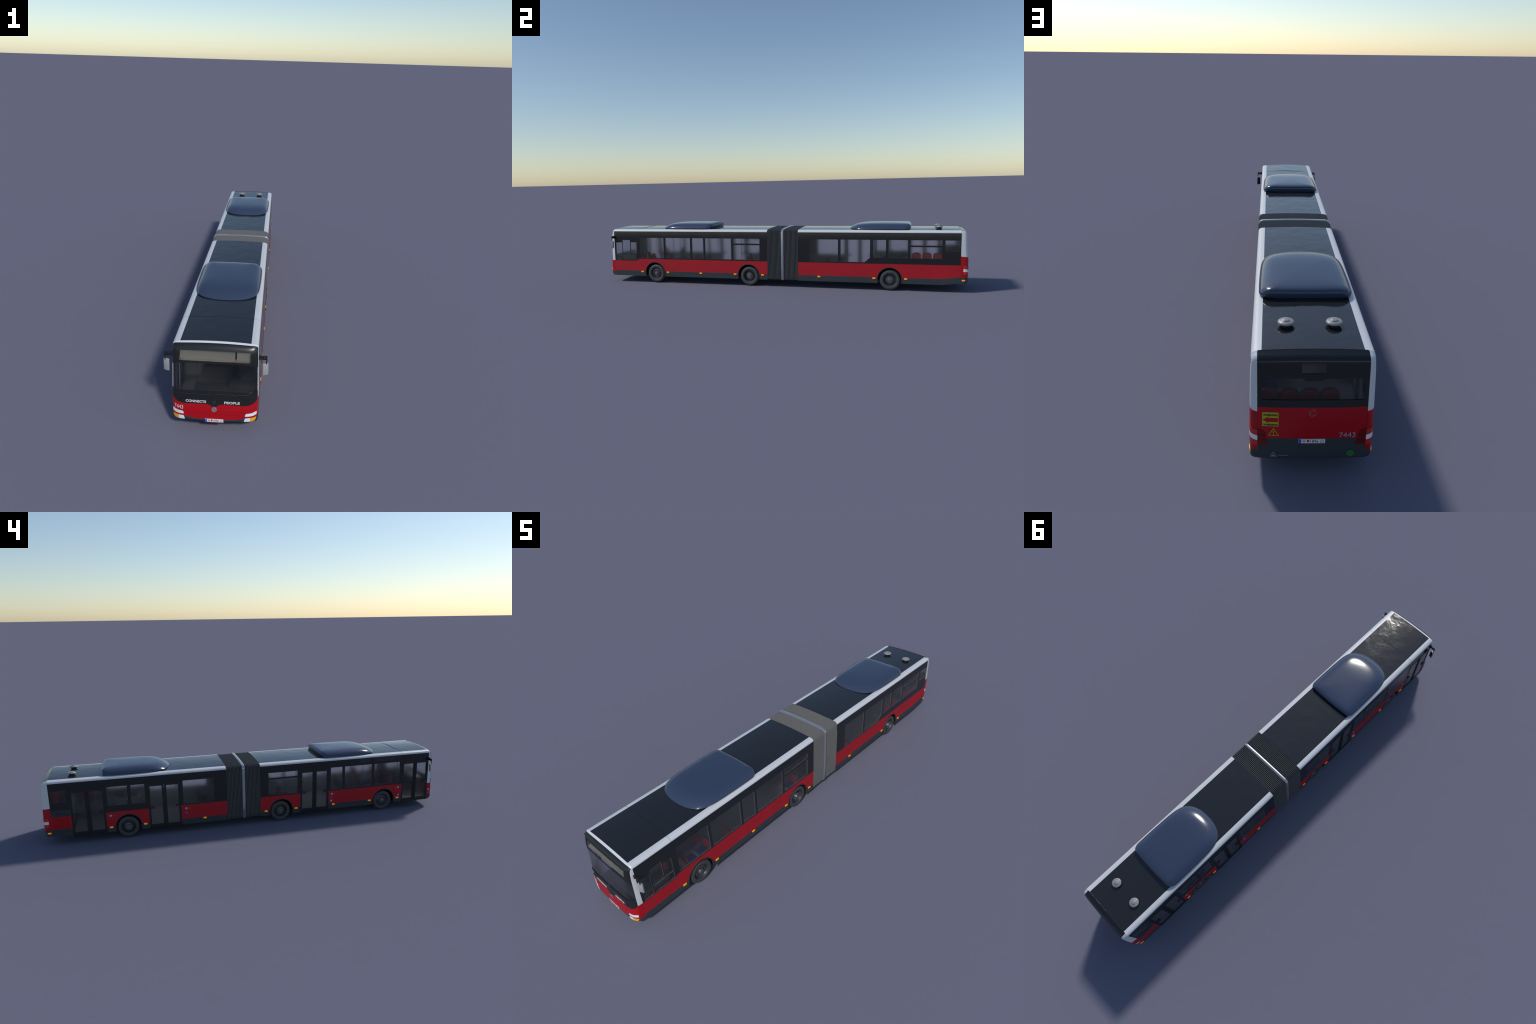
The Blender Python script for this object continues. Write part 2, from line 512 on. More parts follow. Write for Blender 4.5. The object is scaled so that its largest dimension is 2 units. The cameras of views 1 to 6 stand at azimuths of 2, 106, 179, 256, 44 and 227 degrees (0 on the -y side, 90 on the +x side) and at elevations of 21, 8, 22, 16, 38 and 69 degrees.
# doors -----------------------------------------------------------------------------
for (y0, y1) in DOORS:
    w = y1 - y0
    g0 = (0.0105, 0.0650)
    leaf = [(y0 + 0.0098, y0 + 0.0658), (y1 - 0.0658, y1 - 0.0098)]
    g = Geo()
    ins = 0.0022
    glz = (0.0535, 0.2437)
    # outer frame
    g.add(*panel_geo(-1, rect(y0, y1, DOOR_BOT - .001, DOOR_TOP), [rect(y0 + 0.0045, y1 - 0.0045, 0.0395, 0.2515)], 0.008, 0.0012))
    dr = g.obj("door", M_DOORFR, smooth=False)
    mid = (y0 + y1) / 2
    for k, (a, b) in enumerate(leaf):
        la, lb = (y0 + 0.0050, mid - 0.0006) if k == 0 else (mid + 0.0006, y1 - 0.0050)
        lf = Geo().add(*panel_geo(-1, rect(la, lb, 0.0400, 0.2510), [rect(a, b, *glz)], 0.005, 0.0002))
        if k == 0:   # rubber seal ribs at the meeting edges
            for dy in (-0.0080, -0.0030, 0.0030, 0.0080):
                lf.add(*panel_geo(-1, rect(mid + dy - 0.0009, mid + dy + 0.0009, 0.0420, 0.2500), (), 0.002, 0.0013))
        lf.obj("door_leaf", M_DOORFR, dr, smooth=False)
        Geo().add(*panel_geo(-1, grow(rect(a, b, *glz), 0.0006), (), 0.0012, -0.0004)).obj("door_glass", M_DGLASS, dr, smooth=False)
        # handle / push button boss near the outer edge
        hy = (y0 + 0.0188) if k == 0 else (y1 - 0.0188)
        h = Geo()
        h.add(*box_geo((-(side_x(0.14) + 0.0010), hy, 0.1400), (0.0046, 0.0165, 0.0108), 0.0020))
        by = hy + (-0.004 if k == 0 else 0.004)
        h.add(*box_geo((-(side_x(0.14) + 0.0034), by, 0.1396), (0.0012, 0.0026, 0.0026), 0.0005), 1)
        h.obj("door_handle", [M_RUBBER, M_LETTERD], dr)

# roof rails and roof -----------------------------------------------------------------
def smooth_rail(n=4):
    out = []
    for (a, b), (c, d) in zip(RAIL, RAIL[1:]):
        for k in range(n):
            out.append((a + (c - a) * k / n, b + (d - b) * k / n))
    return out + [RAIL[-1]]

for (y0, y1) in ((Y_FRONT, Y_BEL0), (Y_BEL1, Y_REAR)):
    for sg in (1, -1):
        sec = lambda y: [Vector((sg * x, y, z)) for x, z in RAIL]
        v, f = loft([sec(y0), sec(y1)])
        inner = [Vector((-sg * 0.4, 0, -1)).normalized()] * len(v)
        v, f = thicken(v, f, [-q for q in inner], 0.0035)
        make("roof_rail", v, f, M_WHITE, angle=50)
    xs_ = [-RAIL_IN + 2 * RAIL_IN * i / 24 for i in range(25)]
    for ya, yb, cr in ([(y0, ROOF_SEAM, CROWN_FRONT), (ROOF_SEAM, y1, CROWN)] if y0 < ROOF_SEAM else [(y0, y1, CROWN)]):
        v, f = loft([[Vector((x, y, roof_z(x, cr))) for x in xs_] for y in (ya, yb)])
        v, f = thicken(v, f, [Vector((0, 0, 1))] * len(v), 0.004)
        make("roof_panel", v, f, M_ROOF)
    # ceiling under the roof
    Geo().add(*box_geo((0, (y0 + y1) / 2, 0.2915), (0.245, y1 - y0 - 0.004, 0.006))).obj("ceiling_panel", M_CEIL, smooth=False)

# ------------------------------------------------------------------ end caps
class Cap:
    """Curved end of the bus. Coordinates: s = arc length across (from centre), z = nominal height."""
    def __init__(self, sign, seam, plan, prof, drop=None, keep=0.112, crown=CROWN):
        self.crown = crown
        self.top = ROOF_IN + crown
        self.keep = keep          # centre part keeps its width, only the corners lean in
        self.sign, self.seam, self.prof = sign, seam, prof
        self.drop = drop
        self.plan = [(0.0, 0.0, 0.0)]
        for x, d in plan[1:]:
            s0, x0, d0 = self.plan[-1]
            self.plan.append((s0 + math.hypot(x - x0, d - d0), x, d))
        self.S = self.plan[-1][0]
        self.dmax = plan[-1][1]
        self.tx = [(s, x) for s, x, d in self.plan]
        self.td = [(s, d) for s, x, d in self.plan]
        self.ts = [(x, s) for s, x, d in self.plan]
    def s_of(self, x):
        return math.copysign(lerp_table(self.ts, abs(x)), x)
    def base(self, s, z):
        a = abs(s)
        x, d = smooth_table(self.tx, a), smooth_table(self.td, a)
        yc = smooth_table(self.prof, z)
        k = (self.seam - yc) / self.dmax
        top = self.top
        zz = z
        k0 = self.keep
        if x > k0:
            x = k0 + (x - k0) * (side_x(min(z, EAVE)) - k0) / (HALF - k0)
        if z > 0.25:
            h = (roof_z(min(x, side_x(EAVE)), self.crown) - 0.25) / (top - 0.25)
            zz = 0.25 + (z - 0.25) * h
        if self.drop:
            zz += self.drop(a, z)
        return Vector((math.copysign(x, s), yc + d * k, zz))
    def normal(self, s, z):
        e = 3e-4
        a = self.base(s + e, z) - self.base(s - e, z)
        b = self.base(s, z + e) - self.base(s, z - e)
        n = a.cross(b).normalized()
        if n.y * self.sign < 0:
            n = -n
        return n
    def pt(self, s, z, off=0.0):
        p = self.base(s, z)
        return p + self.normal(s, z) * off if off else p
    def cells(self, cells, off=0.0, thick=0.003, ds=0.006, dz=0.012, extra_s=()):
        """cells: (s0, s1, zlo, zhi); zlo / zhi numbers or functions of s."""
        g = Geo()
        for (s0, s1, zl, zh) in cells:
            fl = zl if callable(zl) else (lambda s, q=zl: q)
            fh = zh if callable(zh) else (lambda s, q=zh: q)
            ns = max(1, math.ceil((s1 - s0) / ds))
            m = (s0 + s1) / 2
            nz = max(1, math.ceil((fh(m) - fl(m)) / dz))
            v, nr, f = [], [], []
            for i in range(ns + 1):
                s = s0 + (s1 - s0) * i / ns
                a, b = fl(s), fh(s)
                for j in range(nz + 1):
                    z = a + (b - a) * j / nz
                    n = self.normal(s, z)
                    v.append(self.base(s, z) + n * off)
                    nr.append(n)
            for i in range(ns):
                for j in range(nz):
                    q = i * (nz + 1) + j
                    f.append([q, q + nz + 1, q + nz + 2, q + 1])
            # orient faces outwards, then give every corner the analytic surface normal
            q = f[0]
            if (v[q[1]] - v[q[0]]).cross(v[q[2]] - v[q[0]]).dot(nr[q[0]]) < 0:
                f = [x[::-1] for x in f]
            nf, nv = len(f), len(v)
            v2, f2 = thicken(v, f, nr, thick)
            ns = [[nr[i] for i in x] for x in f] + [[-nr[i - nv] for i in x] for x in f2[nf:2 * nf]] + [None] * (len(f2) - 2 * nf)
            g.add(v2, f2, 0, ns)
        return g

FRONT = Cap(-1, Y_FRONT,
            [(0, 0), (0.03, .0002), (0.06, .0009), (0.08, .0017), (0.1, .0031), (0.113, .0058), (0.122, .0098), (0.128, .0136),
             (0.1325, .0178), (0.1352, .0222), (0.1366, .030), (HALF, .0440)],
            [(0.0365, -.9860), (0.0395, -.9935), (0.045, -.9978), (0.052, -.9992), (0.07, -.9992), (0.09, -.9988), (0.100, -.9972),
             (0.106, -.9960), (0.115, -.9951), (0.14, -.9938), (0.16, -.9925), (0.20, -.9898), (0.25, -.9866), (0.27, -.9843),
             (0.286, -.9812), (0.2935, -.9785), (0.3000, -.9742), (0.3055, -.9685), (0.3092, -.9625), (ROOF_IN + CROWN_FRONT, Y_FRONT)], crown=CROWN_FRONT)
FS = FRONT.s_of
S_MASK = FS(0.1353)

def tab_s(cap, tab):
    """Height table over |x| turned into a function of s."""
    t = [(lerp_table(cap.ts, x), z) for x, z in tab]
    return lambda s: smooth_table(t, abs(s))
mask_bot = tab_s(FRONT, [(0, .0985), (0.006, .0990), (0.013, .1022), (0.019, .1056), (0.024, .1068), (0.06, .1060), (0.0925, .1045),
                         (0.105, .1053), (0.118, .1085), (0.126, .1128), (0.132, .1185), (0.1353, .1250)])
bump_top = tab_s(FRONT, [(0, .0522), (0.05, .0530), (0.075, .0550), (0.097, .0605), (0.12, .0603), (HALF, .0600)])
vis_bot = tab_s(FRONT, [(0, .2502), (0.06, .2495), (0.1, .2470), (0.12, .2425), (0.1353, .2365)])
VIS_TOP, W_TOP = 0.3085, FRONT.top
Z_PIL = 0.1255
SF = FRONT.S
FRONT.cells([(-SF, SF, 0.0365, bump_top)]).obj("bumper", M_SKIRT)
FRONT.cells([(-S_MASK, S_MASK, bump_top, mask_bot), (S_MASK, SF, bump_top, Z_PIL), (-SF, -S_MASK, bump_top, Z_PIL)], ds=0.004).obj("nose_panel", M_REDB, angle=25)
FRONT.cells([(-S_MASK, S_MASK, mask_bot, 0.1512)], ds=0.004).obj("windshield_surround", M_MASK)
sx0, sx1 = FS(-0.1112), FS(0.1118)
SZ0, SZ1 = 0.2540, 0.2900
visor = FRONT.cells([(-S_MASK, sx0, vis_bot, SZ1), (sx1, S_MASK, vis_bot, SZ1), (sx0, sx1, vis_bot, SZ0),
                     (-S_MASK, sx0, SZ1, VIS_TOP), (sx0, sx1, SZ1, VIS_TOP), (sx1, S_MASK, SZ1, VIS_TOP)], dz=0.003).obj("visor_panel", M_MASK)
FRONT.cells([(sx0 - .0008, sx1 + .0008, SZ0 - .0008, SZ1 + .0008)], off=-0.0010, thick=0.0012).obj("sign_glass", M_SIGNG, visor)
FRONT.cells([(-S_MASK, S_MASK, 0.1512, vis_bot)], off=-0.0003, thick=0.0014).obj("windshield", M_WGLASS)
FRONT.cells([(S_MASK, SF, Z_PIL, VIS_TOP), (S_MASK, SF, VIS_TOP, W_TOP), (-S_MASK, S_MASK, VIS_TOP, W_TOP),
             (-SF, -S_MASK, Z_PIL, VIS_TOP), (-SF, -S_MASK, VIS_TOP, W_TOP)], dz=0.003, ds=0.003).obj("windshield_pillar", M_WHITE, angle=60)

# destination sign box behind its glass
g = Geo()
g.add(*box_geo((-0.024, -0.964, 0.2725), (0.171, 0.010, 0.039)))
g.add(*box_geo((0.089, -0.964, 0.2725), (0.044, 0.010, 0.039)))
g.add(*box_geo((0.0, -0.968, 0.2520), (0.226, 0.020, 0.001)))
g.obj("destination_sign", M_BEIGE, visor, smooth=False)

# lamps on the front
def lamp(cap, name, x0, x1, zl, zh, mat, off=0.0009, parent=None):
    a, b = cap.s_of(x0), cap.s_of(x1)
    if a > b:
        a, b = b, a
    return cap.cells([(a, b, zl, zh)], off=off, thick=0.003, ds=0.0025, dz=0.004).obj(name, mat, parent)
hl_lo = tab_s(FRONT, [(0.0970, .0676), (0.105, .0668), (0.118, .0668), (0.1328, .0690)])
hl_hi = tab_s(FRONT, [(0.0970, .0700), (0.0985, .0745), (0.1010, .0768), (0.118, .0775), (0.1300, .0797), (0.1328, .0796)])
fw_lo, fw_hi = tab_s(FRONT, [(0.0942, .0468), (0.1132, .0462)]), tab_s(FRONT, [(0.0940, .0475), (0.0978, .0600), (0.1132, .0598)])
am_lo = tab_s(FRONT, [(0.1132, .0462), (0.120, .0458), (0.126, .0475), (0.1300, .0515), (0.1318, .0560)])
am_hi = tab_s(FRONT, [(0.1132, .0598), (0.1318, .0592)])
for sg in (1, -1):
    lamp(FRONT, "headlight", sg * 0.0970, sg * 0.1328, hl_lo, hl_hi, M_LAMPW)
    lamp(FRONT, "fog_light", sg * 0.0942, sg * 0.1132, fw_lo, fw_hi, M_LAMPW)
    lamp(FRONT, "turn_signal", sg * 0.1134, sg * 0.1318, am_lo, am_hi, M_AMBERF)

# rear cap ---------------------------------------------------------------------------
REAR = Cap(1, Y_REAR,
           [(0, 0), (0.03, .0001), (0.06, .0005), (0.09, .0014), (0.108, .0029), (0.119, .0037), (0.126, .0056), (0.131, .0086), (0.1342, .0128),
            (0.1360, .0190), (0.1369, .0275), (HALF, .0400)],
           [(0.0455, .9925), (0.0475, .9948), (0.051, .9965), (0.060, .9980), (0.09, .9990), (0.11, .9995), (0.15, .9985), (0.18, .9970), (0.21, .9948),
            (0.25, .9915), (0.285, .9888), (0.2955, .9870), (0.3010, .9838), (0.3050, .9785), (0.3075, .9720), (ROOF_IN + CROWN, Y_REAR)],
           keep=0.119)
RS = REAR.s_of
S_PIL = RS(0.119)
SR = REAR.S
def tilt(zside, zin):
    return lambda s: zside + (zin - zside) * (SR - abs(s)) / (SR - S_PIL)
rear_bot = lambda s: 0.0455 if abs(s) < S_PIL else tilt(0.0480, 0.0455)(s)
RB, RBLK = 0.1074, 0.1870
lampx = RS(0.0965)
REAR.cells([(-S_PIL, S_PIL, 0.0455, RB), (S_PIL, SR, rear_bot, tilt(.0774, .0720)), (-SR, -S_PIL, rear_bot, tilt(.0774, .0720))]).obj("bumper", M_SKIRT)
REAR.cells([(-S_PIL, S_PIL, RB, RBLK)]).obj("engine_hatch", M_REDB)
REAR.cells([(S_PIL, SR, tilt(.0774, .0720), tilt(.1805, .1760)), (-SR, -S_PIL, tilt(.0774, .0720), tilt(.1805, .1760))], ds=0.003).obj("corner_panel", M_REDB)
REAR.cells([(S_PIL, SR, tilt(.1805, .1760), 0.29), (-SR, -S_PIL, tilt(.1805, .1760), 0.29), (S_PIL, SR, 0.29, REAR.top), (-SR, -S_PIL, 0.29, REAR.top)],
           ds=0.003, dz=0.003).obj("corner_pillar", M_WHITE, angle=60)
wx0, wx1 = RS(-0.1095), RS(0.1082)
qx0, qx1 = RS(-0.0256), RS(0.0252)
win_top = lambda s: lerp_table([(-0.1100, .2450), (-0.1085, .2525), (-0.104, .2560), (-0.098, .2570), (-0.0300, .2570), (-0.0160, .2510), (0.0175, .2510), (0.0243, .2575),
                                (0.0980, .2575), (0.104, .2565), (0.1075, .2530), (0.1090, .2450)], s)
WB, QL, QH = 0.2050, 0.2680, 0.2925
RTOP = REAR.top
rear_mask = REAR.cells([(-S_PIL, wx0, RBLK, WB), (wx0, qx0, RBLK, WB), (qx0, qx1, RBLK, WB), (qx1, wx1, RBLK, WB), (wx1, S_PIL, RBLK, WB),
                        (-S_PIL, wx0, WB, QL), (wx1, S_PIL, WB, QL),
                        (wx0, qx0, win_top, QL), (qx0, qx1, win_top, QL), (qx1, wx1, win_top, QL),
                        (-S_PIL, wx0, QL, QH), (wx0, qx0, QL, QH), (qx1, wx1, QL, QH), (wx1, S_PIL, QL, QH),
                        (-S_PIL, S_PIL, QH, RTOP)], ds=0.003, dz=0.003).obj("window_surround", M_BLACK)
REAR.cells([(wx0 - .0006, wx1 + .0006, WB - .0006, lambda s: win_top(s) + .0006)], off=-0.0012, thick=0.0013, ds=0.003).obj("window_pane", M_RGLASS, rear_mask)
REAR.cells([(qx0 - .0006, qx1 + .0006, QL - .0006, QH + .0006)], off=-0.0012, thick=0.0013).obj("sign_glass", M_RGLASS, rear_mask)

# tail lamps: curved corner stripes plus a stack of three on the back face
for sg in (1, -1):
    def stripe(name, zs, zi, mat, off=0.0013):
        lo = lambda s: zs[0] + (zi[0] - zs[0]) * (SR - abs(s)) / (SR - S_PIL)
        hi = lambda s: zs[1] + (zi[1] - zs[1]) * (SR - abs(s)) / (SR - S_PIL)
        a, b = sg * (S_PIL + 0.0003), sg * (SR - 0.0125)
        REAR.cells([(min(a, b), max(a, b), lo, hi)], off=off, thick=0.003, ds=0.003).obj(name, mat)
    stripe("tail_light", (.1209, .1361), (.1142, .1292), M_TAILR)
    stripe("reflector_stripe", (.1070, .1209), (.1015, .1142), M_LAMPW)
    stripe("tail_light", (.0925, .1070), (.0865, .1015), M_TAILR)
    def inner(name, z0, z1, curve=False):
        a, b = sg * RS(0.0960), sg * (S_PIL - 0.0004)
        a, b = min(a, b), max(a, b)
        edge = lambda z: RS(0.0965 + 0.0085 * (z - 0.0865) / 0.0415)
        g = Geo()
        n = 8
        v, nr, f = [], [], []
        for j in range(n + 1):
            z = z0 + (z1 - z0) * j / n
            x_in = 0.0968 + 0.0050 * (z - 0.0890) / 0.0270 if z < 0.116 else 0.1018 + 0.0130 * (1 - math.sqrt(max(0, 1 - ((z - 0.116) / 0.0145) ** 2)))
            for i in range(7):
                s = RS(x_in) + (S_PIL - 0.0004 - RS(x_in)) * i / 6
                nn = REAR.normal(sg * s, z)
                v.append(REAR.base(sg * s, z) + nn * 0.0011)
                nr.append(nn)
        for j in range(n):
            for i in range(6):
                q = j * 7 + i
                f.append([q, q + 1, q + 8, q + 7])
        g.add(*thicken(v, f, nr, 0.003)).obj(name, M_TAILD)
    inner("tail_light", 0.0890, 0.1020)
    inner("tail_light", 0.1026, 0.1157)
    inner("tail_light", 0.1163, 0.1302)

# ------------------------------------------------------------------ lettering and marks
def text_mesh(body, bold=0.0, res=3):
    cu = bpy.data.curves.new("lettering_curve", 'FONT')
    cu.body = body
    cu.resolution_u = res
    cu.offset = bold
    ob = bpy.data.objects.new("lettering_tmp", cu)
    COL.objects.link(ob)
    dg = bpy.context.evaluated_depsgraph_get()
    me = bpy.data.meshes.new_from_object(ob.evaluated_get(dg))
    bm = bmesh.new()
    bm.from_mesh(me)
    bmesh.ops.remove_doubles(bm, verts=bm.verts, dist=1e-5)
    bmesh.ops.triangulate(bm, faces=bm.faces)
    bmesh.ops.subdivide_edges(bm, edges=[e for e in bm.edges if e.calc_length() > 0.2], cuts=2)
    bm.verts.index_update()
    v = [x.co.copy() for x in bm.verts]
    f = [[x.index for x in q.verts] for q in bm.faces]
    bm.free()
    bpy.data.objects.remove(ob)
    bpy.data.curves.remove(cu)
    bpy.data.meshes.remove(me)
    return v, f

def decal(name, v2, f, place, mat, parent=None, lift=0.0008):
    """Thin raised mark: 2D outline faces placed on a surface by place(u, w) -> (point, normal)."""
    pts = [place(p[0], p[1]) for p in v2]
    v = [p + n * lift for p, n in pts]
    return make(name, *thicken(v, f, [n for _, n in pts], lift * 0.8), mat, parent, smooth=False)

def cap_place(cap):
    return lambda x, z: (cap.base(cap.s_of(x), z), cap.normal(cap.s_of(x), z))

def side_place(sg):
    return lambda y, z: (side_pt(sg, y, z), Vector((sg, 0, 0)))

def write(name, body, x0, x1, z0, z1, place, mat, bold=0.0, parent=None, lift=0.0008):
    v, f = text_mesh(body, bold)
    a, b = min(p.x for p in v), max(p.x for p in v)
    c, d = min(p.y for p in v), max(p.y for p in v)
    w = [(x0 + (p.x - a) / (b - a) * (x1 - x0), z0 + (p.y - c) / (d - c) * (z1 - z0)) for p in v]
    return decal(name, w, f, place, mat, parent, lift)

def poly_mark(name, pts, place, mat, parent=None, lift=0.0008):
    tris = tessellate_polygon([[Vector((p[0], p[1], 0)) for p in pts]])
    return decal(name, pts, [list(t) for t in tris], place, mat, parent, lift)

def disc(cx, cz, r, n=24, rz=None):
    return [(cx + r * math.cos(2 * math.pi * i / n), cz + (rz or r) * math.sin(2 * math.pi * i / n)) for i in range(n)]

def ring_mark(name, pts, width, place, mat, parent=None, lift=0.0008):
    """Outline stroke around a closed 2D polygon."""
    cx = sum(p[0] for p in pts) / len(pts)
    cz = sum(p[1] for p in pts) / len(pts)
    R = max(math.hypot(p[0] - cx, p[1] - cz) for p in pts)
    k = 1 - width / R
    inn = [(cx + (p[0] - cx) * k, cz + (p[1] - cz) * k) for p in pts]
    n = len(pts)
    v = list(pts) + inn
    f = [[i, (i + 1) % n, n + (i + 1) % n, n + i] for i in range(n)]
    return decal(name, v, f, place, mat, parent, lift)

fp, rp = cap_place(FRONT), cap_place(REAR)
write("slogan_lettering", "CONNECTS", -0.0906, -0.0256, 0.1105, 0.1192, fp, M_LETTER, 0.035)
write("slogan_lettering", "PEOPLE", 0.0311, 0.0803, 0.1100, 0.1187, fp, M_LETTER, 0.035)
write("fleet_number", "7443", -0.1275, -0.0985, 0.0845, 0.0975, fp, M_LETTER, 0.0)
# round emblem with slanted strokes, small emblem above
em = poly_mark("emblem", disc(0, 0.0893, 0.0080), fp, M_EMBLEM, lift=0.0008)
for dz in (-0.0038, 0.0, 0.0038):
    poly_mark("emblem_stroke", [(-0.0058, 0.0893 + dz + 0.0022), (-0.0020, 0.0893 + dz + 0.0002), (0.0024, 0.0893 + dz - 0.0004), (0.0058, 0.0893 + dz - 0.0026),
                                (0.0058, 0.0893 + dz - 0.0014), (0.0024, 0.0893 + dz + 0.0008), (-0.0020, 0.0893 + dz + 0.0014), (-0.0058, 0.0893 + dz + 0.0034)],
              fp, M_INK, em, lift=0.0011)
ring_mark("emblem", disc(0.0, 0.1143, 0.0052), 0.0014, fp, M_SKIRT)
ring_mark("emblem", disc(0.0, 0.1143, 0.0028), 0.0010, fp, M_SKIRT)

def number_plate(sign, x0, x1, z0, z1, y):
    """Flat registration plate; x0 is the reading-left edge."""
    dx = 1 if x1 > x0 else -1
    g = Geo().add(*box_geo(((x0 + x1) / 2, y - sign * 0.003, (z0 + z1) / 2), (abs(x1 - x0), 0.006, z1 - z0), 0.0004))
    pl = g.obj("number_plate", M_PLATE)
    pr = lambda u, w: (Vector((u, y, w)), Vector((0, sign, 0)))
    W = abs(x1 - x0)
    at = lambda t: x0 + dx * W * t
    poly_mark("plate_band", [(at(0.01), z0 + .0003), (at(0.10), z0 + .0003), (at(0.10), z1 - .0003), (at(0.01), z1 - .0003)], pr, M_PLATEB, pl, 0.0003)
    for a, b in ((z1 - .0009, z1 - .0002), (z0 + .0002, z0 + .0009)):
        poly_mark("plate_edge", [(at(0.11), a), (at(0.99), a), (at(0.99), b), (at(0.11), b)], pr, M_PLATER, pl, 0.0003)
    h = z1 - z0
    lo, hi = z0 + h * 0.20, z1 - h * 0.20
    write("plate_lettering", "W", at(0.14), at(0.27), lo, hi, pr, M_INK, 0.0, pl, 0.0004)
    poly_mark("plate_crest", [(at(0.31), hi), (at(0.41), hi), (at(0.41), lo + h * .2), (at(0.36), lo), (at(0.31), lo + h * .2)], pr, M_PLATER, pl, 0.0004)
    write("plate_lettering", "1896", at(0.45), at(0.75), lo, hi, pr, M_INK, 0.0, pl, 0.0004)
    write("plate_lettering", "LO", at(0.81), at(0.96), lo, hi, pr, M_INK, 0.0, pl, 0.0004)
number_plate(-1, -0.0290, 0.0292, 0.0412, 0.0537, -0.9997)
number_plate(1, 0.0290, -0.0293, 0.0936, 0.1060, 0.9997)

# rear stickers
yl = poly_mark("warning_sticker", [(0.1086, 0.1395), (0.0733, 0.1395), (0.0733, 0.1750), (0.1086, 0.1750)], rp, M_YELLOW)
poly_mark("sticker_arrow", [(0.1076, 0.1562), (0.0958, 0.1634), (0.0958, 0.1611), (0.0745, 0.1611), (0.0745, 0.1513), (0.0958, 0.1513), (0.0958, 0.1490)], rp, M_REDB, yl, 0.0012)
write("sticker_lettering", "WARNING", 0.1064, 0.0755, 0.1660, 0.1708, rp, M_INK, 0.02, yl, 0.0012)
write("sticker_lettering", "WARNING", 0.1064, 0.0755, 0.1412, 0.1460, rp, M_INK, 0.02, yl, 0.0012)
ring_mark("warning_triangle", [(0.0840, 0.1355), (0.0958, 0.1150), (0.0720, 0.1150)], 0.0026, rp, M_YELLOW)
poly_mark("warning_triangle", [(0.0851, 0.1278), (0.0829, 0.1278), (0.0834, 0.1200), (0.0846, 0.1200)], rp, M_YELLOW)
poly_mark("warning_triangle", disc(0.0840, 0.1180, 0.0012, 10), rp, M_YELLOW)
write("fleet_number", "7443", -0.0594, -0.0952, 0.1101, 0.1230, rp, M_LETTERD, 0.0)
hexa = [(0.0095 * math.sin(math.radians(60 * i)), 0.1740 + 0.0102 * math.cos(math.radians(60 * i))) for i in range(6)]
ring_mark("emblem", hexa, 0.0007, rp, M_FAINT)
ring_mark("emblem", [(0.0085, 0.1740), (-0.0047, 0.1818), (-0.0047, 0.1662)], 0.0012, rp, M_FAINT)
ring_mark("caution_triangle", [(0.0841, 0.0702), (0.0922, 0.0556), (0.0760, 0.0556)], 0.0018, rp, M_LETTERD)
poly_mark("caution_triangle", [(0.0870, 0.0575), (0.0812, 0.0575), (0.0820, 0.0610), (0.0862, 0.0610)], rp, M_LETTERD)
write("caution_lettering", "CAUTION", 0.0733, 0.0521, 0.0577, 0.0606, rp, M_LETTERD, 0.0)
poly_mark("green_disc_sticker", disc(-0.0869, 0.0640, 0.0084), rp, M_GREEN)
poly_mark("sticker_cross", [(-0.0869 + a, 0.0640 + b) for a, b in ((-.005, -.0008), (-.001, -.0008), (-.001, -.004), (.001, -.004), (.001, -.0008), (.005, -.0008),
                                                                 (.005, .0008), (.001, .0008), (.001, .004), (-.001, .004), (-.001, .0008), (-.005, .0008))], rp, M_GREEND, None, 0.0012)

# small pictogram stickers on the door side
lp = side_place(-1)
def button_pair(y, z, dy):
    a = poly_mark("door_button", disc(y, z, 0.0046), lp, M_TEAL, lift=0.001)
    poly_mark("door_button_mark", disc(y, z, 0.0022, 12), lp, M_GREEND, a, 0.0014)
    b = poly_mark("door_button", disc(y + dy, z - .0003, 0.0031), lp, M_YGREEN, lift=0.001)
    ring_mark("door_button_mark", disc(y + dy, z - .0003, 0.0038), 0.0010, lp, M_INK, b, 0.0012)
def blue_disc(y, z, place=lp):
    a = poly_mark("blue_disc_sticker", disc(y, z, 0.0050), place, M_BLUE)
    poly_mark("sticker_mark", [(y - .0028, z - .0006), (y + .0028, z - .0006), (y + .0028, z + .0010), (y - .0028, z + .0010)], place, M_SKYW, a, 0.0011) if False else None
def blue_square(y, z, place=lp, mat=None):
    a = poly_mark("blue_square_sticker", [(y - .0050, z - .0050), (y + .0050, z - .0050), (y + .0050, z + .0050), (y - .0050, z + .0050)], place, mat or M_LBLUE)
    ring_mark("sticker_mark", disc(y + .0005, z - .0010, .0030, 14), 0.0009, place, M_SKYW, a, 0.0011)
    poly_mark("sticker_mark", [(y + .0004, z - .0005), (y + .0018, z - .0005), (y + .0022, z + .0040), (y + .0008, z + .0040)], place, M_SKYW, a, 0.0012)
button_pair(0.6992, 0.1185, -0.0136)
button_pair(0.3462, 0.1184, -0.0138)
button_pair(-0.4042, 0.1185, -0.0134)
button_pair(-0.7828, 0.1188, 0.0139)
blue_disc(0.3464, 0.0952); blue_disc(-0.4024, 0.0977)
blue_square(-0.4022, 0.0812)
blue_square(-0.7863, 0.0767, lp, M_BLUE)
fcp = lambda y, z: (lambda s: (FRONT.base(-s, z), FRONT.normal(-s, z)))(min(SF, S_MASK + max(0.0, (y + 0.9748)) ))
blue_square(-0.9645, 0.0895, fcp)
blue_disc(-0.9640, 0.0727, fcp)

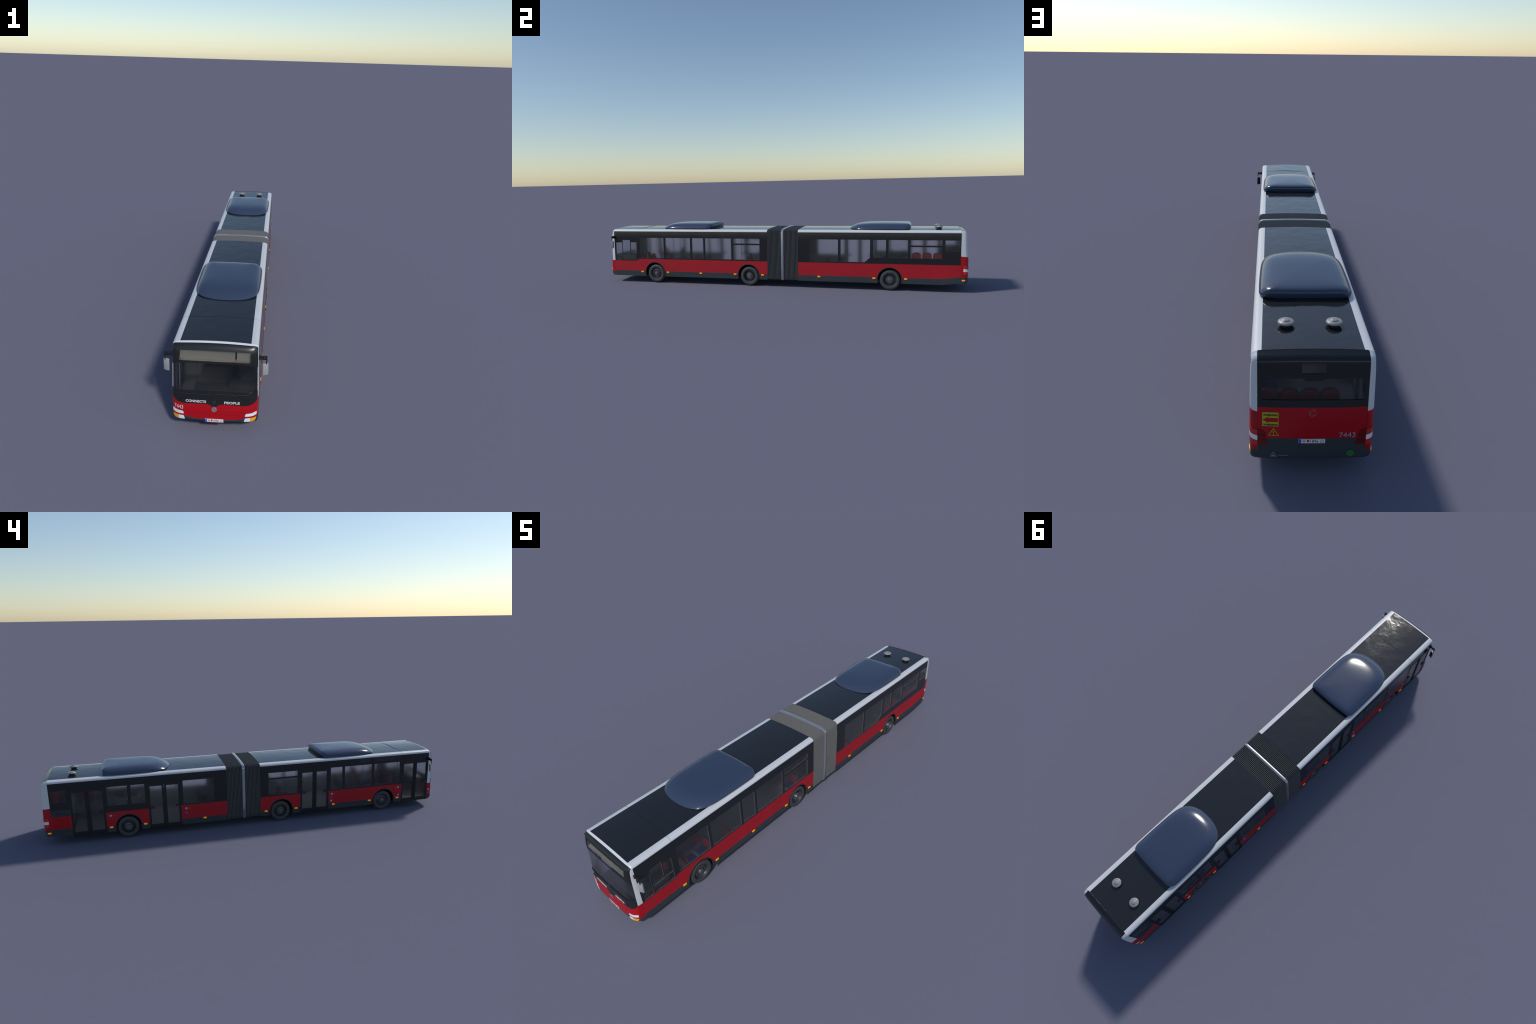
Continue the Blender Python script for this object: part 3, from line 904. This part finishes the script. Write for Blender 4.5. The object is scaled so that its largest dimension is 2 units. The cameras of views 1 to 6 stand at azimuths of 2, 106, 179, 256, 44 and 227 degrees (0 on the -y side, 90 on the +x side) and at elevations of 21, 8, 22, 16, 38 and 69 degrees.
# side marker lights
for sg in (1, -1):
    ys = [-0.7802, -0.6181, -0.4147, -0.2105, -0.0525, 0.2578, 0.5428, 0.7002] if True else []
    for y in ys:
        Geo().add(*box_geo((sg * (HALF + 0.0006), y, 0.0608), (0.0036, 0.0156, 0.0074), 0.0009)).obj("marker_light", M_AMBER)
    Geo().add(*box_geo((sg * 0.1360, 0.9743, 0.0608), (0.0046, 0.0160, 0.0076), 0.0009, Matrix.Rotation(sg * 0.10, 3, 'Z'))).obj("marker_light", M_AMBER)

# ------------------------------------------------------------------ seams
g = Geo()
def seam_side(sg, y, z0, z1, w=0.0007):
    g.add(*panel_geo(sg, rect(y - w / 2, y + w / 2, z0, z1), (), 0.0006, 0.0002))
seam_side(1, -0.7972, WAIST + .001, EAVE)
seam_side(-1, -0.7972, 0.2565, EAVE)
for sg in (1, -1):
    for y in (-0.7972, ):
        for (a, b), (c, d) in zip(RAIL, RAIL[1:]):
            n = Vector((d - b, 0, a - c)).normalized()
            P = [Vector((a, y, b)), Vector((c, y, d))]
            v = []
            for p in P:
                for dy in (-0.0004, 0.0004):
                    q = p + n * 0.0002 + Vector((0, dy, 0))
                    v.append(Vector((sg * q.x, q.y, q.z)))
            g.add(v, [[0, 1, 3, 2]])
for y in (-0.7972, ):
    v = []
    for i in range(25):
        x = -RAIL_IN + 2 * RAIL_IN * i / 24
        for dy in (-0.0004, 0.0004):
            v.append(Vector((x, y + dy, roof_z(x, CROWN_FRONT) + 0.0003)))
    g.add(v, [[2 * i, 2 * i + 1, 2 * i + 3, 2 * i + 2] for i in range(24)])
g.obj("panel_seam", M_RUBBER, smooth=False, stuff=True)
# seams in the front apron and hatch ridge
def cap_line(cap, pts, w=0.0008, n=10, lift=0.0003):
    v, f = [], []
    for (x0, z0), (x1, z1) in zip(pts, pts[1:]):
        o = len(v)
        for i in range(n + 1):
            t = i / n
            x, z = x0 + (x1 - x0) * t, z0 + (z1 - z0) * t
            d = Vector((x1 - x0, z1 - z0)).normalized()
            for k in (-1, 1):
                s = cap.s_of(x - k * d.y * w / 2)
                v.append(cap.pt(s, z + k * d.x * w / 2, lift))
        f += [[o + 2 * i, o + 2 * i + 1, o + 2 * i + 3, o + 2 * i + 2] for i in range(n)]
    return v, f
M_SEAMR = principled("dark_red_seam", (0.12, 0.004, 0.007), 0.5)
g = Geo()
for sg in (1, -1):
    g.add(*cap_line(FRONT, [(sg * 0.0930, 0.1040), (sg * 0.0715, 0.0560)]))
g.add(*cap_line(FRONT, [(-0.083, 0.0820), (0.083, 0.0820)], 0.0005))
g.add(*cap_line(FRONT, [(-0.078, 0.0710), (0.078, 0.0710)], 0.0005))
for sg in (1, -1):
    g.add(*cap_line(REAR, [(sg * 0.1188, 0.1290), (sg * 0.1188, 0.1860)], 0.0006))
g.obj("panel_seam", M_SEAMR, smooth=False, stuff=True)
# raised rear spoiler lip where roof meets the rear mask
sp = [Vector((x, Y_REAR, roof_z(x) + 0.0001)) for x in [-0.1165 + 0.233 * i / 24 for i in range(25)]]
Geo().add(*tube(sp, 0.0007, 6)).obj("roof_lip", M_ROOF)

# ------------------------------------------------------------------ bellows
def ring_section(inset, z_bot=0.0372):
    """Hoop outline around the body from left foot over the roof to right foot."""
    R = 0.019
    ztop = 0.3098 + 0.0012 - inset
    xb = HALF + 0.0012 - inset
    xt = side_x(0.29) + 0.0012 - inset
    half = [(xb - 0.004, z_bot - 0.0), (xb, z_bot + 0.004), (xb, 0.10), (xb, WAIST)]
    cx, cz = xt - R, ztop - R - 0.0030
    for i in range(9):
        a = math.radians(90 * i / 8)
        half.append((cx + R * math.cos(a), cz + R * math.sin(a)))
    for i in range(1, 6):
        x = cx * (1 - i / 5)
        half.append((x, ztop - 0.0030 * (x / cx) ** 2))
    left = [(-x, z) for x, z in half[:-1]]
    return left + half[::-1]

def bellow_half(y0, y1, n=12):
    secs = []
    pitch = (y1 - y0) / n
    for i in range(n):
        a = y0 + i * pitch
        secs.append((a, 0.0095))
        secs.append((a + pitch * 0.45, 0.0006))
        secs.append((a + pitch * 0.55, 0.0006))
    secs.append((y1, 0.0095))
    v, f = loft([[Vector((x, y, z)) for x, z in ring_section(i)] for y, i in secs])
    return v, f
B0, B1 = 0.0530, 0.0668
g = Geo()
for (a, b) in ((Y_BEL0 - 0.0008, B0 + 0.002), (B1 - 0.002, Y_BEL1 + 0.0008)):
    g.add(*bellow_half(a, b))
# inner liner closes the articulation
bel = g.obj("bellows", M_BELLOW, angle=20)
for y0, y1, ins in ((B0, B1, 0), ):
    prof = [(y0, 0.006), (y0, 0.0002), (y0 + 0.0016, -0.0014), (y1 - 0.0016, -0.0014), (y1, 0.0002), (y1, 0.006)]
    v, f = loft([[Vector((x, y, z)) for x, z in ring_section(i, 0.0358)] for y, i in prof])
    make("bellows_hoop", v, f, M_HOOP, angle=50)
liner = ring_section(0.012, 0.05)
v, f = loft([[Vector((x, y, z)) for x, z in liner] for y in (Y_BEL0 - .002, Y_BEL1 + .002)])
make("bellows_liner", v, f, M_UNDER, bel)

# ------------------------------------------------------------------ roof equipment
def pod(yf, yr, undercut):
    """Roof unit: bowed front, rounded corners, domed top."""
    W = 0.1215
    def outline(inx, infr, inre):
        w = W - inx
        y0, y1 = yf, yr
        # key outline: front bow, tapered flanks, rear nearly straight
        key = [(0.0, y0), (0.040, y0 + 0.0035), (0.072, y0 + 0.0140), (0.096, y0 + 0.0310), (0.1105, y0 + 0.056), (0.1185, y0 + 0.102),
               (0.1215, y0 + 0.20), (0.1213, y1 - 0.042), (0.1190, y1 - 0.022), (0.1090, y1 - 0.0065), (0.085, y1 - 0.0028), (0.045, y1 - 0.0006), (0.0, y1)]
        k = (y1 - inre - y0 - infr) / (y1 - y0)
        key = [(x, y0 + infr + (y - y0) * k) for x, y in key]
        key = [(x * w / W, y) for x, y in key]
        # resample smoothly
        res = []
        for i in range(len(key) - 1):
            p0 = key[max(i - 1, 0)] if i else (-key[1][0], key[1][1])
            p1, p2 = key[i], key[i + 1]
            p3 = key[i + 2] if i + 2 < len(key) else (-key[-2][0], key[-2][1])
            for k in range(5):
                t = k / 5
                res.append(tuple(0.5 * (2 * p1[c] + (p2[c] - p0[c]) * t + (2 * p0[c] - 5 * p1[c] + 4 * p2[c] - p3[c]) * t * t
                                        + (3 * p1[c] - p0[c] - 3 * p2[c] + p3[c]) * t ** 3) for c in (0, 1)))
        res.append(key[-1])
        return res + [(-x, y) for x, y in res[-2:0:-1]]
    # rings: (z, side inset, front inset, rear inset)
    u = undercut
    rings = [(0.3050, 0.0110, 0.0120, u + 0.008), (0.3082, 0.0070, 0.0060, u + 0.003), (0.3088, 0.0028, 0.0010, u), (0.3118, 0.0, 0.0, u * 0.7),
             (0.3155, 0.0004, 0.0050, u * 0.4), (0.3197, 0.0024, 0.0115, u * 0.15), (0.3243, 0.0064, 0.0200, 0.0), (0.3285, 0.0120, 0.0310, 0.0010),
             (0.3321, 0.0185, 0.0430, 0.0036), (0.3345, 0.0255, 0.0560, 0.0080), (0.3363, 0.0355, 0.0730, 0.0150), (0.3376, 0.0485, 0.0940, 0.0290),
             (0.3385, 0.0700, 0.119, 0.0560), (0.3390, 0.0950, 0.143, 0.0950)]
    v, f = [], []
    n = None
    for (z, a, b, c) in rings:
        o = outline(a, b, c)
        n = len(o)
        v += [Vector((x, y, z)) for x, y in o]
    for j in range(len(rings) - 1):
        for i in range(n):
            k = (i + 1) % n
            f.append([j * n + i, j * n + k, (j + 1) * n + k, (j + 1) * n + i])
    c = len(v)
    m = (len(rings) - 1) * n
    v.append(sum((v[m + i] for i in range(n)), Vector()) / n + Vector((0, 0, 0.0003)))
    f += [[m + i, m + (i + 1) % n, c] for i in range(n)]
    ob = make("roof_unit", v, f, M_POD, angle=50)
    # dark plinth
    o = outline(0.014, 0.016, undercut + 0.010)
    v = [Vector((x, y, z)) for z in (0.300, 0.3095) for x, y in o]
    n = len(o)
    make("roof_unit_base", v, [[i, (i + 1) % n, n + (i + 1) % n, n + i] for i in range(n)], M_RUBBER, ob)
pod(-0.6700, -0.3520, 0.005)
pod(0.4080, 0.7250, 0.005)

for sg in (1, -1):
    c = (sg * 0.0556, 0.8580, 0)
    vo = Geo().add(*lathe([(0.0128, 0.305), (0.0128, 0.3165), (0.010, 0.3175)], c)).obj("roof_vent", M_RUBBER)
    cap = [(0.010, 0.3162), (0.0165, 0.3160), (0.0188, 0.3172), (0.0195, 0.3186), (0.0188, 0.3202), (0.0165, 0.3217), (0.0125, 0.3227),
           (0.0092, 0.3230), (0.0088, 0.3233), (0.0084, 0.3245), (0.0070, 0.3253), (0.0035, 0.3257)]
    Geo().add(*lathe(cap, c)).obj("vent_cap", M_VENT, vo, angle=40)

# ------------------------------------------------------------------ wheels and wells
def wheel(sg, y, steer):
    x_out = 0.1345
    c = (0, y, 0.0525)
    P = lambda prof: [(r, sg * (x_out - d)) for r, d in prof]
    tyre = P([(0.0335, 0.0030), (0.0345, 0.0012), (0.0365, 0.0006), (0.0420, 0.0), (0.0470, 0.0008), (0.0498, 0.0030), (0.0515, 0.0058), (0.0525, 0.0090),
              (0.0525, 0.0115), (0.0512, 0.0118), (0.0512, 0.0128), (0.0525, 0.0131), (0.0525, 0.0178), (0.0512, 0.0181), (0.0512, 0.0191), (0.0525, 0.0194),
              (0.0525, 0.0235), (0.0510, 0.0285), (0.0470, 0.0320), (0.0335, 0.0325)])
    to = Geo().add(*lathe(tyre, c, 'x', 56, False)).obj("wheel", M_TYRE, angle=30)
    if steer:
        rim = P([(0.0342, 0.0040), (0.0330, 0.0022), (0.0315, 0.0028), (0.0305, 0.0075), (0.0285, 0.0095), (0.0235, 0.0062), (0.0205, 0.0050), (0.0190, 0.0060), (0.0180, 0.0085), (0.0, 0.0090)])
        hub = P([(0.0120, 0.0100), (0.0120, 0.0040), (0.0108, 0.0020), (0.0060, 0.0012), (0.0058, 0.0002), (0.0, 0.0)])
        rb, db = 0.0198, 0.0050
    else:
        rim = P([(0.0342, 0.0040), (0.0332, 0.0020), (0.0318, 0.0026), (0.0306, 0.0080), (0.0285, 0.0150), (0.0262, 0.0175), (0.0215, 0.0180), (0.0200, 0.0178), (0.0, 0.0178)])
        hub = P([(0.0185, 0.0180), (0.0185, 0.0085), (0.0175, 0.0062), (0.0150, 0.0055), (0.0115, 0.0062), (0.0108, 0.0040), (0.0098, 0.0022), (0.0062, 0.0020), (0.0055, 0.0006), (0.0, 0.0004)])
        rb, db = 0.0148, 0.0050
    Geo().add(*lathe(rim, c, 'x', 48, False)).obj("rim", M_RIM, to, angle=35)
    h = Geo().add(*lathe(hub, c, 'x', 32))
    for i in range(10):
        a = 2 * math.pi * i / 10
        h.add(*lathe([(0.0016, sg * (x_out - db - 0.003)), (0.0016, sg * (x_out - db + 0.0018)), (0.0010, sg * (x_out - db + 0.0024))],
                     (0, y + rb * math.cos(a), 0.0525 + rb * math.sin(a)), 'x', 6))
    h.obj("hub", M_HUB, to, angle=35)

for i, y in enumerate(WHEELS):
    for sg in (1, -1):
        wheel(sg, y, i == 0)
for yc in ARCHES:
    for sg in (1, -1):
        # liner: arch-shaped tunnel with an inner wall, plus a rubber lip
        arc = arch_arc(yc, 0.0385, 1, 28, ARCH_R + 0.0004)
        n = len(arc)
        v = [Vector((sg * (HALF - 0.001), y, z)) for y, z in arc] + [Vector((sg * 0.078, y, z)) for y, z in arc]
        f = [[i, i + 1, n + i + 1, n + i] for i in range(n - 1)] + [[n + i for i in range(n)]]
        lin = make("wheel_arch_liner", v, f, M_RUBBER, angle=50)
        lip, fl = [], []
        prof = [(-0.0006, ARCH_R + 0.0006), (0.0013, ARCH_R + 0.0002), (0.0017, ARCH_R - 0.0014), (0.0008, ARCH_R - 0.0036), (-0.0030, ARCH_R - 0.0040)]
        st = []
        for i in range(37):
            a = math.pi * (1 - i / 36)
            st.append((math.cos(a), math.sin(a)))
        secs = []
        foot = 0.0345
        secs.append([Vector((sg * (HALF + o + 0.0006), yc - r - 0.0004, foot)) for o, r in prof])
        for (ca, sa) in st:
            secs.append([Vector((sg * (HALF + o), yc + r * ca, ARCH_Z + r * sa)) for o, r in prof])
        secs.append([Vector((sg * (HALF + o + 0.0006), yc + r + 0.0004, foot)) for o, r in prof])
        v, f = loft(secs)
        make("wheel_arch_trim", v, f, M_TRIM, lin, angle=50)
# axles
for y in WHEELS:
    Geo().add(*lathe([(0.007, -0.118), (0.007, 0.118)], (0, y, 0.0525), 'x', 12)).obj("axle", M_UNDER)

# ------------------------------------------------------------------ underbody, floor and interior
segs = [(Y_FRONT - 0.02, -0.763), (-0.635, -0.197), (-0.068, 0.555), (0.685, 0.870)]
g = Geo()
for a, b in segs:
    g.add(*box_geo((0, (a + b) / 2, 0.0455), (0.266, b - a, 0.010)))
for a, b in ((-0.763, -0.635), (-0.197, -0.068), (0.555, 0.685)):
    g.add(*box_geo((0, (a + b) / 2, 0.0457), (0.152, b - a + 0.001, 0.0096)))
g.add(*box_geo((0, 0.925, 0.058), (0.262, 0.112, 0.012)))
g.obj("underbody", M_UNDER, smooth=False)
g = Geo()
for a, b in segs + [(-0.763, -0.635), (-0.197, -0.068), (0.555, 0.685)]:
    w = 0.262 if (a, b) in segs else 0.150
    g.add(*box_geo((0, (a + b) / 2, 0.0515), (w, b - a, 0.0020)))
g.obj("floor", M_FLOOR, smooth=False)
# boxes over the wheel wells and the raised engine deck
g = Geo()
for yc in ARCHES:
    for sg in (1, -1):
        g.add(*box_geo((sg * 0.1050, yc, 0.1235), (0.060, 0.132, 0.006)))
        g.add(*box_geo((sg * 0.0762, yc, 0.088), (0.002, 0.132, 0.072)))
        for e in (-1, 1):
            g.add(*box_geo((sg * 0.1050, yc + e * 0.0645, 0.088), (0.060, 0.002, 0.072)))
g.add(*box_geo((0.066, 0.915, 0.105), (0.128, 0.082, 0.080), 0.002))
g.obj("wheel_box", M_INT, smooth=False)
# inner wall lining below the windows
for sg, spans in ((1, [(-0.797, Y_BEL0), (Y_BEL1, 0.955)]), (-1, LEFT + [(0.8728, 0.955)])):
    for a, b in spans:
        g = Geo()
        g.add(*box_geo((sg * 0.1318, (a + b) / 2, 0.1315), (0.0012, b - a, 0.014)))
        cuts = [a] + [q for yc in ARCHES if a < yc < b for q in (yc - 0.0650, yc + 0.0650)] + [b]
        for p, q in zip(cuts[0::2], cuts[1::2]):      # full height between the wheel boxes
            g.add(*box_geo((sg * 0.1318, (p + q) / 2, 0.0886), (0.0012, q - p, 0.0716)))
        g.obj("wall_lining", M_INT, smooth=False)
Geo().add(*box_geo((0.0, 0.170, 0.17), (0.19, 0.002, 0.23))).obj("articulation_screen", M_INT, smooth=False) if False else None

# seats: cushion, back and dark edge
def seat(x, y, z, face, tall=0.058, foot=True):
    """face: unit direction (dx, dy) the passenger looks."""
    rot = Matrix.Rotation(math.atan2(-face[0], face[1]), 3, 'Z')
    lean = rot @ Matrix.Rotation(math.radians(9), 3, 'X')
    base = Vector((x, y, z))
    R = lambda p: base + rot @ Vector(p)
    g = Geo()
    g.add(*box_geo(R((0, 0.002, 0.030)), (0.042, 0.044, 0.008), 0.003, rot), 1)
    if foot:
        g.add(*box_geo(R((0, 0.000, 0.012)), (0.014, 0.030, 0.028), 0.002, rot), 2)
    # back as rounded shield, red with a dark rim
    def shield(w, h, t, off, mi):
        n = 10
        o2 = [(-w / 2, 0), (w / 2, 0)]
        out = [(-w / 2 * 0.92, 0), (w / 2 * 0.92, 0), (w / 2, h * 0.45)]
        for i in range(n + 1):
            a = math.pi * i / n
            out.append((w / 2 * math.cos(a), h * 0.78 + h * 0.22 * math.sin(a)))
        out.append((-w / 2, h * 0.45))
        m = len(out)
        vv = []
        for d in (-t / 2, t / 2):
            for (a, b) in out:
                vv.append(base + rot @ Vector((0, -0.021 + off, 0.030)) + lean @ Vector((a, d, b)))
        ff = [list(range(m))[::-1], [m + i for i in range(m)]] + [[i, (i + 1) % m, m + (i + 1) % m, m + i] for i in range(m)]
        g.add(vv, ff, mi)
    shield(0.044, tall, 0.0050, 0.0, 2)
    shield(0.040, tall - 0.005, 0.0070, 0.0, 0)
    g.obj("seat", [M_SEATR, M_SEATB, M_SEATD], angle=40)

F, B = (0, -1), (0, 1)
for y, d in ((-0.722, B), (-0.662, F)):          # on the wheel boxes
    seat(0.112, y, 0.101, d, 0.044, False)
    seat(-0.112, y, 0.101, d, 0.044, False)
    seat(0.050, y, 0.070, d)
seat(0.108, -0.555, 0.050, F)
for y in (-0.560, -0.485):
    seat(-0.108, y, 0.052, F)
for (y, d) in ((-0.158, F), (-0.100, B)):
    for x in (0.112, -0.112):
        seat(x, y, 0.101, d, 0.044, False)
seat(0.108, 0.235, 0.052, F)
seat(-0.108, 0.240, 0.052, F)
seat(-0.108, 0.315, 0.052, F)
for y in (0.592, 0.655):
    for x in (-0.112, 0.112):
        seat(x, y, 0.101, F, 0.048, False)
for y in (0.7500, 0.8010, 0.8520):
    seat(0.098, y, 0.109, (-1, 0))
for x in (0.094, 0.050, 0.005, -0.040):
    seat(x, 0.930, 0.120, F, 0.062)
# driver's place
seat(0.085, -0.845, 0.085, F, 0.075)
g = Geo()
g.add(*box_geo((0.03, -0.945, 0.118), (0.200, 0.050, 0.045), 0.008))
g.add(*box_geo((0.080, -0.930, 0.140), (0.085, 0.050, 0.022), 0.008))
g.add(*box_geo((0.098, -0.872, 0.116), (0.050, 0.100, 0.076), 0.006))
g.obj("dashboard", M_SEATD)
ringp = []
for i in range(25):
    a = 2 * math.pi * i / 24
    ringp.append(Vector((0.085, -0.898, 0.158)) + Matrix.Rotation(math.radians(62), 3, 'X') @ Vector((0.022 * math.cos(a), 0.0, 0.022 * math.sin(a))))
Geo().add(*tube(ringp, 0.0016)).obj("steering_wheel", M_SEATD)
g = Geo()
g.add(*box_geo((0.085, -0.798, 0.165), (0.095, 0.003, 0.225), 0.001))
g.obj("cab_partition", M_SEATD)
# grab poles
for (x, y) in ((-0.085, -0.800), (0.045, -0.620), (-0.045, -0.620), (-0.090, -0.395), (-0.090, -0.225), (0.040, -0.430), (0.045, -0.200), (-0.045, -0.180),
               (-0.09, 0.365), (-0.09, 0.530), (0.045, 0.400), (-0.09, 0.715), (0.050, 0.550), (-0.040, 0.720), (-0.115, -0.955)):
    Geo().add(*tube([(x, y, 0.050), (x, y, 0.170), (x, y, 0.290)], 0.0019)).obj("grab_pole", M_POLE)

# ------------------------------------------------------------------ mirrors and wipers
for sg in (1, -1):
    g = Geo()
    yA = -0.9570
    g.add(*box_geo((sg * 0.1362, yA, 0.2615), (0.0066, 0.0080, 0.0150), 0.0012))
    g.add(*box_geo((sg * 0.1440, yA, 0.2608), (0.0130, 0.0050, 0.0108), 0.0010))
    g.add(*box_geo((sg * 0.1530, yA, 0.2655), (0.0150, 0.0050, 0.0032), 0.0008))
    g.add(*box_geo((sg * 0.1530, yA, 0.2562), (0.0130, 0.0050, 0.0036), 0.0008))
    g.add(*box_geo((sg * 0.1500, yA, 0.2608), (0.0034, 0.0050, 0.0125), 0.0008))
    g.add(*box_geo((sg * 0.1570, yA, 0.2608), (0.0062, 0.0050, 0.0125), 0.0008))
    g.add(*tube([(sg * 0.1588, yA, 0.2665), (sg * 0.1590, yA, 0.2540), (sg * 0.1586, yA, 0.2380)], 0.0017))
    arm = g.obj("mirror_arm", M_RUBBER)
    rot = Matrix.Rotation(sg * math.radians(22), 3, 'Z')
    c = Vector((sg * 0.1553, -0.9548, 0.2195))
    Geo().add(*box_geo(c, (0.0188, 0.0080, 0.0415), 0.0022, rot)).obj("mirror_housing", M_GREY, arm)
    Geo().add(*box_geo(c + rot @ Vector((0, 0.0040, 0)), (0.0156, 0.0010, 0.0370), 0.0004, rot)).obj("mirror_glass", M_MIRROR, arm)

def on_front(x, z, off):
    s = FS(x)
    return FRONT.pt(s, z, off)
for sg in (1, -1):
    px, pz = (0.1010, 0.1180) if sg > 0 else (-0.1085, 0.1188)
    ax, az = (0.0560, 0.1420) if sg > 0 else (-0.0640, 0.1330)
    g = Geo()
    g.add(*tube([on_front(px, pz, -0.001), on_front(px, pz, 0.0035)], 0.0026, 10))
    g.add(*tube([on_front(px, pz, 0.0030), on_front((px + ax) / 2, (pz + az) / 2, 0.0034), on_front(ax, az, 0.0024)], 0.0010))
    w = g.obj("wiper_arm", M_RUBBER)
    bx0, bx1 = (0.004, 0.108) if sg > 0 else (-0.120, -0.010)
    Geo().add(*tube([on_front(bx0 + (bx1 - bx0) * i / 12, 0.1440 if sg > 0 else 0.1415, 0.0012) for i in range(13)], 0.0011, 6)).obj("wiper_blade", M_RUBBER, w)
